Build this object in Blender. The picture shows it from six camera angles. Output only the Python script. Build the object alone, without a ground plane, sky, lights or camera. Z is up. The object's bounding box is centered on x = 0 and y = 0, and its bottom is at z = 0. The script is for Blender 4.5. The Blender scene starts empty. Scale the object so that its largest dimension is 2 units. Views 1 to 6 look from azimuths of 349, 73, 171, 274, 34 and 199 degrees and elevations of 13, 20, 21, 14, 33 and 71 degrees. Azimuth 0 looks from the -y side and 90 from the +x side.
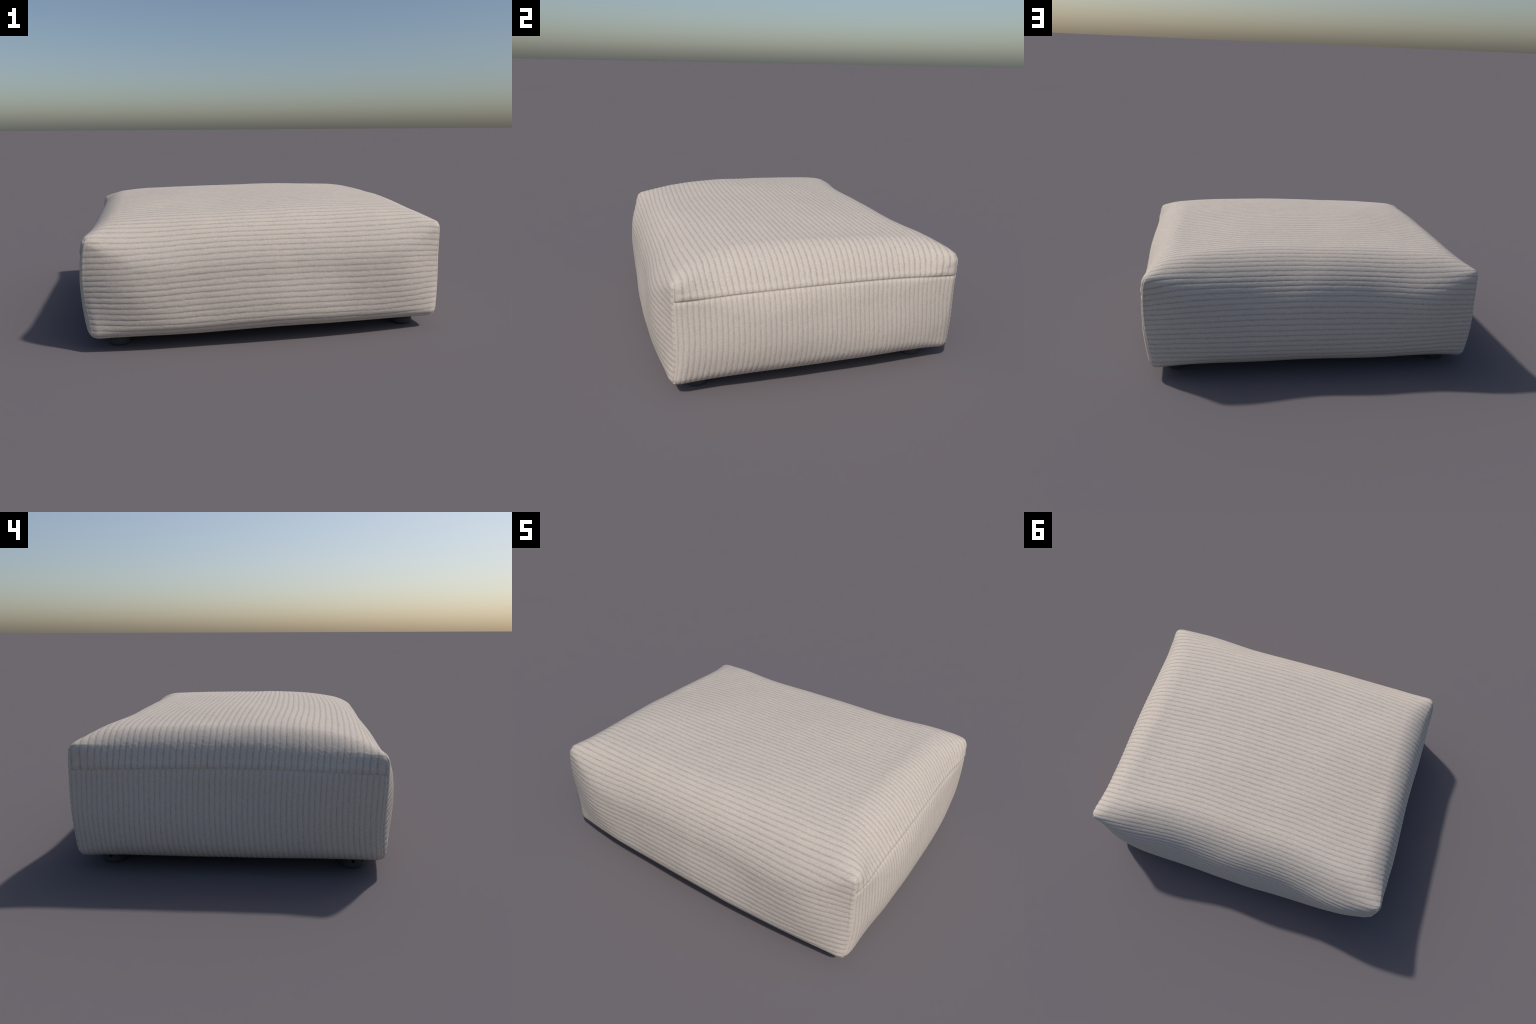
"""Low corduroy ottoman: a pillow-soft rounded box with a ribbed cover that runs
front - top - back in one sheet, two separate ribbed end panels and four round feet."""
import bpy, bmesh, math
import numpy as np

SEED = 7
# ---------------------------------------------------------------- soft box shape
# The cushion is a rounded box: eight corners, a soft bulge on each face given at
# a few stations, and an edge radius that is wide mid-edge and tight at the corners.
KU = np.array([-1, -.8, -.4, 0, .4, .8, 1.0])     # stations along the length
KV = np.array([-1, -.6, 0, .6, 1.0])              # stations across the depth
KW = np.array([-1, -.4, .3, 1.0])        # stations up the height
HALF = np.array([.93, .72, .26])
CORNERS = {  # (x side, y side, z side): position
    (0, 0, 0): (-0.953, -0.760, 0.084),
    (0, 0, 1): (-0.958, -0.743, 0.595),
    (0, 1, 0): (-0.956, 0.744, 0.066),
    (0, 1, 1): (-0.959, 0.750, 0.631),
    (1, 0, 0): (0.923, -0.758, 0.081),
    (1, 0, 1): (0.935, -0.728, 0.601),
    (1, 1, 0): (0.914, 0.764, 0.067),
    (1, 1, 1): (0.942, 0.746, 0.615),
}
TOP_CROWN = np.array([
    [0, 0.047, 0.062, 0.045, 0],
    [0.011, 0.076, 0.083, 0.062, 0.03],
    [0.045, 0.083, 0.116, 0.085, 0.058],
    [0.044, 0.095, 0.117, 0.092, 0.077],
    [0.038, 0.101, 0.112, 0.092, 0.068],
    [0.029, 0.079, 0.086, 0.073, 0.051],
    [-0.001, 0.06, 0.082, 0.065, -0.001],
])
FRONT_BULGE = np.array([
    [0.003, 0.023, 0.017, 0],
    [-0.015, -0.036, -0.042, -0.021],
    [-0.044, -0.055, -0.052, -0.054],
    [-0.055, -0.068, -0.05, -0.062],
    [-0.051, -0.059, -0.051, -0.053],
    [-0.012, -0.037, -0.047, -0.029],
    [0.003, 0.02, 0.015, 0],
])
BACK_BULGE = np.array([
    [0, 0.008, 0.008, 0],
    [0.021, 0.045, 0.056, 0.032],
    [0.039, 0.055, 0.034, 0.031],
    [0.033, 0.062, 0.032, 0.016],
    [0.035, 0.048, 0.015, 0.008],
    [0.022, 0.037, 0.028, 0.014],
    [0, -0.012, -0.027, 0.001],
])
LEFT_BULGE = np.array([
    [-0.001, -0.022, -0.023, 0],
    [-0.026, -0.04, -0.026, -0.002],
    [-0.027, -0.038, -0.014, -0.004],
    [-0.017, -0.043, -0.017, -0.002],
    [-0.002, -0.011, 0.002, 0],
])
RIGHT_BULGE = np.array([
    [0.005, 0.012, -0.002, 0],
    [-0.002, 0.048, 0.032, -0.009],
    [0.02, 0.062, 0.036, 0.003],
    [0.026, 0.047, 0.023, 0.006],
    [0.002, 0.017, 0.019, 0],
])
BOTTOM_SAG = np.array([
    [-0.001, -0.035, -0.042, -0.027, 0.003],
    [-0.023, 0.01, 0.01, 0.01, 0.002],
    [-0.034, 0.01, 0.01, 0.01, -0.015],
    [-0.023, 0.01, 0.01, 0.01, -0.009],
    [-0.027, 0.01, 0.01, 0.01, -0.011],
    [-0.024, 0.01, 0.01, 0.01, 0.003],
    [0, -0.045, -0.043, -0.021, 0.003],
])
# edge radius: middle value, slant, widening towards the ends
ROUND_FRONT = np.array([0.192, 0.003, 0.011])
ROUND_BACK = np.array([0.235, -0.014, -0.005])
ROUND_LEFT = np.array([0.159, -0.004, -0.006])
ROUND_RIGHT = np.array([0.197, -0.007, -0.005])
ROUND_BOTTOM = (0.050, 0.099, 0.110)   # at a corner, mid-front, elsewhere
CORNER_DROOP = 0.023

RIB = 0.0306            # width of one corduroy wale on the cover
RIB_END = 0.0257       # the same on the end panels
ROWS = 12              # mesh rows per wale
RIB_HEIGHT = 0.0017
SEAM_DEPTH = 0.0042


def spline_matrix(K):
    n = len(K); h = np.diff(K)
    A = np.zeros((n, n)); B = np.zeros((n, n)); A[0, 0] = A[-1, -1] = 1
    for i in range(1, n - 1):
        A[i, i-1] = h[i-1]; A[i, i] = 2 * (h[i-1] + h[i]); A[i, i+1] = h[i]
        B[i, i-1] = 6 / h[i-1]; B[i, i] = -6 / h[i-1] - 6 / h[i]; B[i, i+1] = 6 / h[i]
    return np.linalg.solve(A, B)


def weights(K, x):
    """Natural cubic spline weights of the stations K at x."""
    x = np.clip(x, K[0], K[-1]); M = spline_matrix(K)
    i = np.clip(np.searchsorted(K, x) - 1, 0, len(K) - 2); h = K[i+1] - K[i]
    s = (x - K[i]) / h; I = np.eye(len(K))
    c1 = ((1-s)**3 - (1-s)) * h * h / 6; c2 = (s**3 - s) * h * h / 6
    return (1-s)[:, None]*I[i] + s[:, None]*I[i+1] + c1[:, None]*M[i] + c2[:, None]*M[i+1]


def soft_box(P):
    """Map points of the cube surface [-1,1]^3 to the cushion surface."""
    a, b, c = P.T
    wa, wb = np.abs(a)**6 + 1e-6, np.abs(b)**6 + 1e-6
    wf = wb / (wa + wb)
    rad = lambda t, r: .016 + np.maximum(r[0] + r[1]*t + r[2]*t*t, .02)*(1 - t**6)
    s = (b + 1) / 2; r_long = rad(a, ROUND_FRONT)*(1-s) + rad(a, ROUND_BACK)*s
    s = (a + 1) / 2; r_end = rad(b, ROUND_LEFT)*(1-s) + rad(b, ROUND_RIGHT)*s
    t = np.clip(c + .75, 0, 1); t = t*t*(3 - 2*t)
    r_mid = ROUND_BOTTOM[1] + (ROUND_BOTTOM[2] - ROUND_BOTTOM[1])*np.clip((b+1)/.5, 0, 1)
    r_low = ROUND_BOTTOM[0] + (r_mid - ROUND_BOTTOM[0])*(wf*(1-a**4) + (1-wf)*(1-b**4))
    tip = .03*np.clip((c-.5)/.45, 0, 1)**2*(a*b)**24             # blunt upper corner tips
    R = np.clip(t*(wf*r_long + (1-wf)*r_end + tip) + (1-t)*r_low, .004, .44)
    X = P * HALF
    hi = HALF[None] - R[:, None]; lo = -hi.copy()
    lo[:, 2] = -HALF[2] + np.minimum(R, r_low)
    hi[:, 2] = np.maximum(HALF[2] - R, lo[:, 2])
    q = np.clip(X, lo, hi); d = X - q
    Y = q + d / np.maximum(np.linalg.norm(d, axis=1), 1e-9)[:, None] * R[:, None]
    a, b, c = np.clip(Y / HALF, -1, 1).T
    out = np.zeros_like(P)
    for (i, j, k), pos in CORNERS.items():
        w = (1 + (2*i-1)*a) * (1 + (2*j-1)*b) * (1 + (2*k-1)*c) / 8
        out += w[:, None] * np.array(pos)
    U, V, W = weights(KU, a), weights(KV, b), weights(KW, c)
    f = lambda A, C, B: np.einsum('ni,ij,nj->n', A, C, B)
    out[:, 2] += f(U, TOP_CROWN, V)*(1+c)/2 + f(U, BOTTOM_SAG, V)*(1-c)/2
    out[:, 2] -= CORNER_DROOP*(a*b)**8*(1-c)/2
    out[:, 1] += f(U, FRONT_BULGE, W)*(1-b)/2 + f(U, BACK_BULGE, W)*(1+b)/2
    out[:, 0] += f(V, LEFT_BULGE, W)*(1-a)/2 + f(V, RIGHT_BULGE, W)*(1+a)/2
    return out


# ---------------------------------------------------------------- noise
rng = np.random.default_rng(SEED)
LATTICE = rng.random((64, 64, 64)).astype(np.float32) * 2 - 1


def noise3(p):
    """Smooth value noise in -1..1 on points p."""
    i = np.floor(p).astype(int); f = p - i; f = f*f*(3 - 2*f)
    out = 0
    for dx in (0, 1):
        for dy in (0, 1):
            for dz in (0, 1):
                w = (f[:, 0] if dx else 1-f[:, 0])*(f[:, 1] if dy else 1-f[:, 1])*(f[:, 2] if dz else 1-f[:, 2])
                out = out + w*LATTICE[(i[:, 0]+dx) % 64, (i[:, 1]+dy) % 64, (i[:, 2]+dz) % 64]
    return out


def smoothstep(a, b, x):
    t = np.clip((x - a) / (b - a), 0, 1); return t*t*(3 - 2*t)


def wander(l, a):
    """Sideways drift of the wales, in wale widths, along the rib coordinate a."""
    l, a = np.broadcast_arrays(l, a); sh = l.shape; l, a = l.ravel(), a.ravel()
    n = lambda fl, fa, k: noise3(np.stack([l*fl + k, a*fa + 31 + k, np.full_like(l, k)], 1))
    return (.12*n(5, 3, 3) + .045*n(22, 11, 9) + .03*n(33, 34, 15)).reshape(sh)


# ---------------------------------------------------------------- seams
def seam_level(b, side):
    """Cube height at which an end surface passes the horizontal seam."""
    bs = np.linspace(-1, 1, 41); cs = np.linspace(.2, .98, 60)
    lev = []
    for v in bs:
        z = soft_box(np.stack([np.full(60, side), np.full(60, v), cs], 1))[:, 2]
        lev.append(np.interp(SEAM_Z[side] + .018*(1 - v*v), z, cs))
    return np.interp(b, bs, lev)


SEAM_Z = {-1: .499, 1: .504}


def seam_pull(P, X):
    """Seams pull the cloth inward. Returns offset and how much the ribs survive."""
    a, b, c = P.T
    on_end = np.abs(a) > .9999
    on_long = (np.abs(b) > .9999) & ~on_end
    d_end = (1 - np.abs(b)) * HALF[1]
    d_long = (1 - np.abs(a)) * HALF[0]
    up = 1 - smoothstep(.90, .99, c)
    down = smoothstep(-1.0, -.93, c)
    wv = np.where(on_end, np.exp(-(d_end/.008)**2), np.where(on_long, np.exp(-(d_long/.006)**2), 0)) * up * down
    wv = np.where(c < -.9999, 0, wv)
    off = np.zeros_like(P)
    off[:, 0] -= np.sign(a) * wv * SEAM_DEPTH * .8
    off[:, 1] -= np.sign(b) * wv * SEAM_DEPTH * .45
    lip = np.where(on_long, np.exp(-((d_long-.014)/.008)**2), 0) * up * down     # rolled lip of the cover
    off[:, 1] += np.sign(b) * lip * .002
    d_h = (c - np.where(a < 0, seam_level(b, -1), seam_level(b, 1))) * HALF[2]
    wh = np.where(on_end, np.where(d_h >= 0, np.exp(-(d_h/.0045)**2), np.exp(-(d_h/.008)**2)), 0)
    off[:, 0] -= np.sign(a) * wh * SEAM_DEPTH * (1 - .6*wv)
    roll = np.where(on_end & (d_h >= 0), np.exp(-((d_h-.02)/.014)**2), 0) * smoothstep(0, .05, d_end)
    off[:, 0] += np.sign(a) * roll * .004
    d = np.where(on_end, d_end, np.where(on_long, d_long, 1))
    fade = np.exp(-(d/.02)**2) * up * down                       # wales flatten out into the vertical seams
    return off, (1 - fade) * (1 - .75*wh)


def finish(P, rib_phase, quads, name, mat, ribbed=True):
    """Lay the cube points onto the cushion, add slack, ribs and seams, make the mesh."""
    X = soft_box(P)
    me = bpy.data.meshes.new(name)
    fill(me, X, quads)
    N = np.empty(len(X)*3, np.float32); me.vertices.foreach_get('normal', N); N = N.reshape(-1, 3)
    off, keep = seam_pull(P, X)
    slack = noise3(X*3.1 + 11)*.0025 + noise3(X*7.3 + 5)*.0018
    edge = np.minimum(1, (1 - keep) + 0)
    if ribbed:
        ph = rib_phase
        prof = np.abs(np.sin(np.pi*ph))**.6
        size = 1 + .22*noise3(np.stack([np.floor(ph)*7.3, X[:, 0]*2.5+X[:, 2]*2, X[:, 1]*.1], 1)) + .25*noise3(X*22 + 41)
        fuzz = noise3(X*95 + 7)*.00045
        h = (prof - .75)*RIB_HEIGHT*size + fuzz
    else:
        h = 0
    X = X + N*((slack + h)*keep)[:, None] + off
    fill(me, X, quads)
    me.polygons.foreach_set('use_smooth', np.ones(len(me.polygons), bool))
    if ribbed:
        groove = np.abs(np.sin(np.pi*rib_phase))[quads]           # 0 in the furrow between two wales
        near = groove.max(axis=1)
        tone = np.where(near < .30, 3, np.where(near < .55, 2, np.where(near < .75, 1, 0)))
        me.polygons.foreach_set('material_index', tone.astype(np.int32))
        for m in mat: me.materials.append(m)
    else:
        me.materials.append(mat)
    ob = bpy.data.objects.new(name, me); bpy.context.collection.objects.link(ob)
    return ob


def fill(me, X, quads):
    me.clear_geometry()
    me.vertices.add(len(X)); me.vertices.foreach_set('co', X.astype(np.float32).ravel())
    n = len(quads)
    me.loops.add(n*4); me.loops.foreach_set('vertex_index', quads.astype(np.int32).ravel())
    me.polygons.add(n); me.polygons.foreach_set('loop_start', np.arange(0, n*4, 4, dtype=np.int32))
    me.update(calc_edges=True); me.validate()


def grid_quads(ids, flip=False):
    q = np.stack([ids[:-1, :-1], ids[:-1, 1:], ids[1:, 1:], ids[1:, :-1]], -1).reshape(-1, 4)
    return q[:, ::-1] if flip else q


def edge_dense(n, fine):
    """-1..1 with extra samples in a thin band at both ends."""
    core = np.linspace(-1 + .035, 1 - .035, n)
    e = np.linspace(0, .035, fine, endpoint=False)
    return np.concatenate([-1 + e, core, (1 - e)[::-1]])


TUCK = .10   # how far the cloth wraps under the base (cube units)


def build_cover(mat):
    # the path of the cloth across the cushion: under - front - top - back - under
    def path(t):
        """t in 0..5 sections -> (scale of a, b, c)"""
        s = np.ones_like(t); b = np.zeros_like(t); c = np.zeros_like(t)
        k = t < 1; s[k] = 1 - TUCK*(1 - t[k]); b[k] = -s[k]; c[k] = -1
        k = (t >= 1) & (t < 2); b[k] = -1; c[k] = -1 + 2*(t[k]-1)
        k = (t >= 2) & (t <= 3); b[k] = -1 + 2*(t[k]-2); c[k] = 1
        k = (t > 3) & (t <= 4); b[k] = 1; c[k] = 1 - 2*(t[k]-3)
        k = t > 4; s[k] = 1 - TUCK*(t[k]-4); b[k] = s[k]; c[k] = -1
        return s, b, c
    tt = np.linspace(0, 5, 5001); s, b, c = path(tt); L = 0
    for a in (-.85, -.5, 0, .5, .85):
        X = soft_box(np.stack([a*s, b, c], 1))
        L = L + np.r_[0, np.cumsum(np.linalg.norm(np.diff(X, axis=0), axis=1))] / 5
    n_rib = int(round(L[-1] / RIB))
    l_corner = np.interp([2.0, 3.0], tt, L)
    rows_l = np.linspace(0, L[-1], n_rib*ROWS + 1)
    t_rows = np.interp(rows_l, L, tt)
    i0, i1 = int(np.argmin(abs(t_rows-2))), int(np.argmin(abs(t_rows-3)))
    t_rows[i0], t_rows[i1] = 2.0, 3.0
    j0, j1 = int(np.argmin(abs(t_rows-1))), int(np.argmin(abs(t_rows-4)))
    t_rows[j0], t_rows[j1] = 1.0, 4.0
    phase = rows_l / L[-1] * n_rib
    ac = edge_dense(210, 12)
    fixed = np.array([t_rows[0], 1.0, 2.0, 3.0, 4.0, t_rows[-1]])
    hold = np.min(np.abs(rows_l[:, None] - np.interp(fixed, tt, L)[None]), axis=1)
    hold = smoothstep(0, .03, hold)
    drift = wander(rows_l[:, None], ac[None]*.93)*RIB*hold[:, None]
    T = np.interp((np.interp(t_rows, tt, L)[:, None] + drift).ravel(), L, tt)
    T = np.where(np.repeat(hold < 1e-4, len(ac)), np.repeat(t_rows, len(ac)), T)
    s, b, c = path(T)
    P = [np.stack([np.tile(ac, len(t_rows))*s, b, c], 1)]
    ph = [np.repeat(phase, len(ac))]
    ids = np.arange(len(t_rows)*len(ac)).reshape(len(t_rows), len(ac))
    quads = [grid_quads(ids)]
    n0 = ids.size
    # flaps that fold over both ends down to the horizontal seam
    rl, th = rows_l[i0:i1+1], t_rows[i0:i1+1]
    k = 34
    g = np.linspace(0, 1, k+1)[1:]; g = 1 - (1-g)**1.25
    for side, col in ((-1, 0), (1, len(ac)-1)):
        drift = wander(rl[:, None], side*(.93 + .2*g)[None])*RIB*hold[i0:i1+1, None]
        T = np.interp((np.interp(th, tt, L)[:, None] + drift).ravel(), L, tt)
        T[:k] = 2.0; T[-k:] = 3.0
        B = path(T)[1].reshape(len(rl), k)
        lev = seam_level(B.ravel(), side).reshape(B.shape)
        C = 1 + (lev - 1)*g[None]
        P.append(np.stack([np.full_like(B, side), B, C], -1).reshape(-1, 3))
        ph.append(np.repeat(phase[i0:i1+1], k))
        fid = n0 + np.arange(B.size).reshape(B.shape); n0 += B.size
        fid = np.concatenate([ids[i0:i1+1, col][:, None], fid], 1)
        quads.append(grid_quads(fid, flip=side < 0))
    return finish(np.concatenate(P), np.concatenate(ph), np.concatenate(quads), 'ribbed_cover', mat)


def build_end(side, mat):
    bb = np.linspace(-1, 1, 2001)
    X = soft_box(np.stack([np.full_like(bb, side), bb, np.zeros_like(bb)], 1))
    L = np.r_[0, np.cumsum(np.linalg.norm(np.diff(X, axis=0), axis=1))]
    n_rib = int(round(L[-1]/RIB_END))
    l = np.linspace(0, L[-1], n_rib*ROWS + 1)
    b = np.interp(l, L, bb); ph = l/L[-1]*n_rib + .4
    g = np.linspace(0, 1, 61); g = np.concatenate([g[:1], [.004, .01], g[1:]])
    hold = smoothstep(0, .03, np.minimum(l, L[-1]-l))
    drift = wander(l[:, None] + 3*side, .5 + .5*g[None])*RIB_END*hold[:, None]
    B = np.interp((l[:, None] + drift).ravel(), L, bb).reshape(len(b), len(g))
    C = seam_level(B.ravel(), side).reshape(B.shape)*(1-g)[None] - g[None]
    A = np.full_like(B, side)
    sc = 1 - TUCK*np.linspace(0, 1, 8)[1:]
    A = np.concatenate([A, side*np.repeat(sc[None], len(b), 0)], 1)
    B = np.concatenate([B, B[:, -1:]*sc[None]], 1)
    C = np.concatenate([C, np.full((len(b), len(sc)), -1.0)], 1)
    P = np.stack([A, B, C], -1).reshape(-1, 3)
    ids = np.arange(A.size).reshape(A.shape)
    return finish(P, np.repeat(ph, A.shape[1]), grid_quads(ids, flip=side < 0), 'end_panel', mat)


def build_base(mat):
    x = np.linspace(-1, 1, 80)*(1-TUCK)
    A, B = np.meshgrid(x, x, indexing='ij')
    P = np.stack([A, B, np.full_like(A, -1)], -1).reshape(-1, 3)
    ids = np.arange(A.size).reshape(A.shape)
    return finish(P, None, grid_quads(ids), 'base_cloth', mat, ribbed=False)


# ---------------------------------------------------------------- materials
def node_material(name):
    m = bpy.data.materials.new(name); m.use_nodes = True
    nt = m.node_tree
    return m, nt, nt.nodes['Principled BSDF']


def fabric_material(name, shade):
    m, nt, bsdf = node_material(name)
    N = nt.nodes.new; L = nt.links.new
    tc = N('ShaderNodeTexCoord')
    def noise(scale, detail):
        n = N('ShaderNodeTexNoise'); n.inputs['Scale'].default_value = scale
        n.inputs['Detail'].default_value = detail; L(tc.outputs['Object'], n.inputs['Vector']); return n
    fine, grain, broad = noise(160, 3), noise(420, 2), noise(7, 3)
    ramp = N('ShaderNodeValToRGB')
    ramp.color_ramp.elements[0].position = .28; ramp.color_ramp.elements[0].color = FABRIC_DARK + (1,)
    ramp.color_ramp.elements[1].position = .72; ramp.color_ramp.elements[1].color = FABRIC_LIGHT + (1,)
    mix = N('ShaderNodeMix'); mix.data_type = 'FLOAT'; mix.inputs[0].default_value = .4
    L(fine.outputs['Fac'], mix.inputs[2]); L(grain.outputs['Fac'], mix.inputs[3])
    L(mix.outputs[0], ramp.inputs[0])
    tint = N('ShaderNodeValToRGB')
    tint.color_ramp.elements[0].position = .3; tint.color_ramp.elements[0].color = (.975, .97, .97, 1)
    tint.color_ramp.elements[1].position = .7; tint.color_ramp.elements[1].color = (1.0, .99, .97, 1)
    L(broad.outputs['Fac'], tint.inputs[0])
    mul = N('ShaderNodeMix'); mul.data_type = 'RGBA'; mul.blend_type = 'MULTIPLY'; mul.inputs[0].default_value = 1
    L(ramp.outputs[0], mul.inputs[6]); L(tint.outputs[0], mul.inputs[7])
    worn = noise(38, 2)                                # patchy strength of the darkening, varied by noise
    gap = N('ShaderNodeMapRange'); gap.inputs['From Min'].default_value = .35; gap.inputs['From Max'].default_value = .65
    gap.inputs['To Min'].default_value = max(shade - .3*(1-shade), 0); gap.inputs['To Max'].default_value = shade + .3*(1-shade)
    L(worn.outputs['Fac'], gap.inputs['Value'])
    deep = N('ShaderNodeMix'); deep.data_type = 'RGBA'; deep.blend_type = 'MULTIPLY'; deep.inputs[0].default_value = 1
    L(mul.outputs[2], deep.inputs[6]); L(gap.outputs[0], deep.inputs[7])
    L(deep.outputs[2], bsdf.inputs['Base Color'])
    bsdf.inputs['Roughness'].default_value = .92
    bsdf.inputs['Specular IOR Level'].default_value = .2
    bump = N('ShaderNodeBump'); bump.inputs['Strength'].default_value = .28; bump.inputs['Distance'].default_value = .002
    L(mix.outputs[0], bump.inputs['Height']); L(bump.outputs[0], bsdf.inputs['Normal'])
    return m


def plain_material(name, color, rough, scale):
    m, nt, bsdf = node_material(name)
    tc = nt.nodes.new('ShaderNodeTexCoord'); n = nt.nodes.new('ShaderNodeTexNoise')
    n.inputs['Scale'].default_value = scale
    nt.links.new(tc.outputs['Object'], n.inputs['Vector'])
    r = nt.nodes.new('ShaderNodeValToRGB')
    r.color_ramp.elements[0].color = tuple(c*.88 for c in color) + (1,)
    r.color_ramp.elements[1].color = tuple(c*1.12 for c in color) + (1,)
    nt.links.new(n.outputs['Fac'], r.inputs[0]); nt.links.new(r.outputs[0], bsdf.inputs['Base Color'])
    bsdf.inputs['Roughness'].default_value = rough
    return m


FABRIC_DARK = (.50, .44, .385)
FABRIC_LIGHT = (.685, .61, .54)


# ---------------------------------------------------------------- feet
FOOT_R, FOOT_H = .061, .105
FEET = [(-.815, -.604), (.776, -.604), (-.815, .604), (.776, .604)]


def foot_mesh(mat, dark):
    """Turned puck with a softly rounded lower edge and a screw hole in its side."""
    bm = bmesh.new()
    prof = [(0, .0), (FOOT_R-.013, .0), (FOOT_R-.006, .002), (FOOT_R-.002, .006), (FOOT_R, .013), (FOOT_R, FOOT_H-.003), (FOOT_R-.003, FOOT_H), (0, FOOT_H)]
    vs = [bm.verts.new((r, 0, z)) for r, z in prof]
    es = [bm.edges.new((vs[i], vs[i+1])) for i in range(len(vs)-1)]
    bmesh.ops.spin(bm, geom=vs+es, cent=(0, 0, 0), axis=(0, 0, 1), angle=2*math.pi, steps=64)
    bmesh.ops.remove_doubles(bm, verts=bm.verts, dist=1e-5)
    bmesh.ops.recalc_face_normals(bm, faces=bm.faces)
    me = bpy.data.meshes.new('foot'); bm.to_mesh(me); bm.free()
    me.materials.append(mat)
    body = bpy.data.objects.new('foot_body', me); bpy.context.collection.objects.link(body)
    bm = bmesh.new()
    bmesh.ops.create_cone(bm, cap_ends=True, segments=28, radius1=.0095, radius2=.0095, depth=.06)
    bmesh.ops.rotate(bm, verts=bm.verts, cent=(0, 0, 0), matrix=__import__('mathutils').Matrix.Rotation(math.pi/2, 3, 'Y'))
    bmesh.ops.translate(bm, verts=bm.verts, vec=(-FOOT_R, 0, .0398))
    cm = bpy.data.meshes.new('drill'); bm.to_mesh(cm); bm.free(); cm.materials.append(dark)
    drill = bpy.data.objects.new('drill', cm); bpy.context.collection.objects.link(drill)
    mod = body.modifiers.new('hole', 'BOOLEAN'); mod.object = drill; mod.operation = 'DIFFERENCE'; mod.solver = 'EXACT'
    dg = bpy.context.evaluated_depsgraph_get(); dg.update()
    out = bpy.data.meshes.new_from_object(body.evaluated_get(dg)); out.name = 'foot'
    bpy.data.objects.remove(body); bpy.data.objects.remove(drill)
    bm = bmesh.new(); bm.from_mesh(out)
    for f in bm.faces: f.smooth = True
    for e in bm.edges:
        if len(e.link_faces) == 2 and e.calc_face_angle(0) > .6: e.smooth = False
    bm.to_mesh(out); bm.free()
    return out


def marking_mesh(mat):
    """Low raised strokes round the foot, coloured dark to look engraved."""
    r = np.random.default_rng(SEED + 3); bm = bmesh.new()
    for centre in (-97, 90):
        ang = centre - 42
        while ang < centre + 42:
            for kind in r.choice(4, 2, replace=False):
                w, h, dz = ((.0018, .015, 0), (.006, .002, .0065), (.006, .002, -.0065), (.005, .002, 0))[kind]
                a = math.radians(ang + (2.6 if kind and r.random() < .5 else 0))
                x, y = math.cos(a), math.sin(a)
                res = bmesh.ops.create_cube(bm, size=1)
                for v in res['verts']:
                    lx, ly, lz = v.co
                    rad = FOOT_R + lx*.003; tang = ly*w
                    v.co = (x*rad - y*tang, y*rad + x*tang, .040 + dz + lz*h)
            ang += 9.5
    me = bpy.data.meshes.new('foot_marking'); bm.to_mesh(me); bm.free(); me.materials.append(mat)
    return me


# ---------------------------------------------------------------- assemble
def main():
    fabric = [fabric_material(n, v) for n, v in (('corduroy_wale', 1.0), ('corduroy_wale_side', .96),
                                                 ('corduroy_wale_foot', .90), ('corduroy_furrow', .78))]  # base colour darkened in steps from wale crest to furrow
    lining = plain_material('base_lining', (.42, .38, .34), .9, 200)
    rubber = plain_material('foot_plastic', (.040, .047, .050), .55, 60)
    dark = plain_material('foot_dark', (.012, .013, .014), .8, 60)
    root = bpy.data.objects.new('ottoman', None); bpy.context.collection.objects.link(root)
    root['label'] = 'low rectangular ottoman in beige ribbed corduroy'
    root['category'] = 'ottoman'
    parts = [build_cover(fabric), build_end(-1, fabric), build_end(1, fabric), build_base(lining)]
    for p in parts: p.parent = root
    fm, mm = foot_mesh(rubber, dark), marking_mesh(dark)
    for x, y in FEET:
        f = bpy.data.objects.new('foot', fm); bpy.context.collection.objects.link(f)
        f.location = (x, y, 0); f.parent = root
        k = bpy.data.objects.new('foot_marking', mm); bpy.context.collection.objects.link(k)
        k['kind'] = 'stuff'; k.parent = f


main()
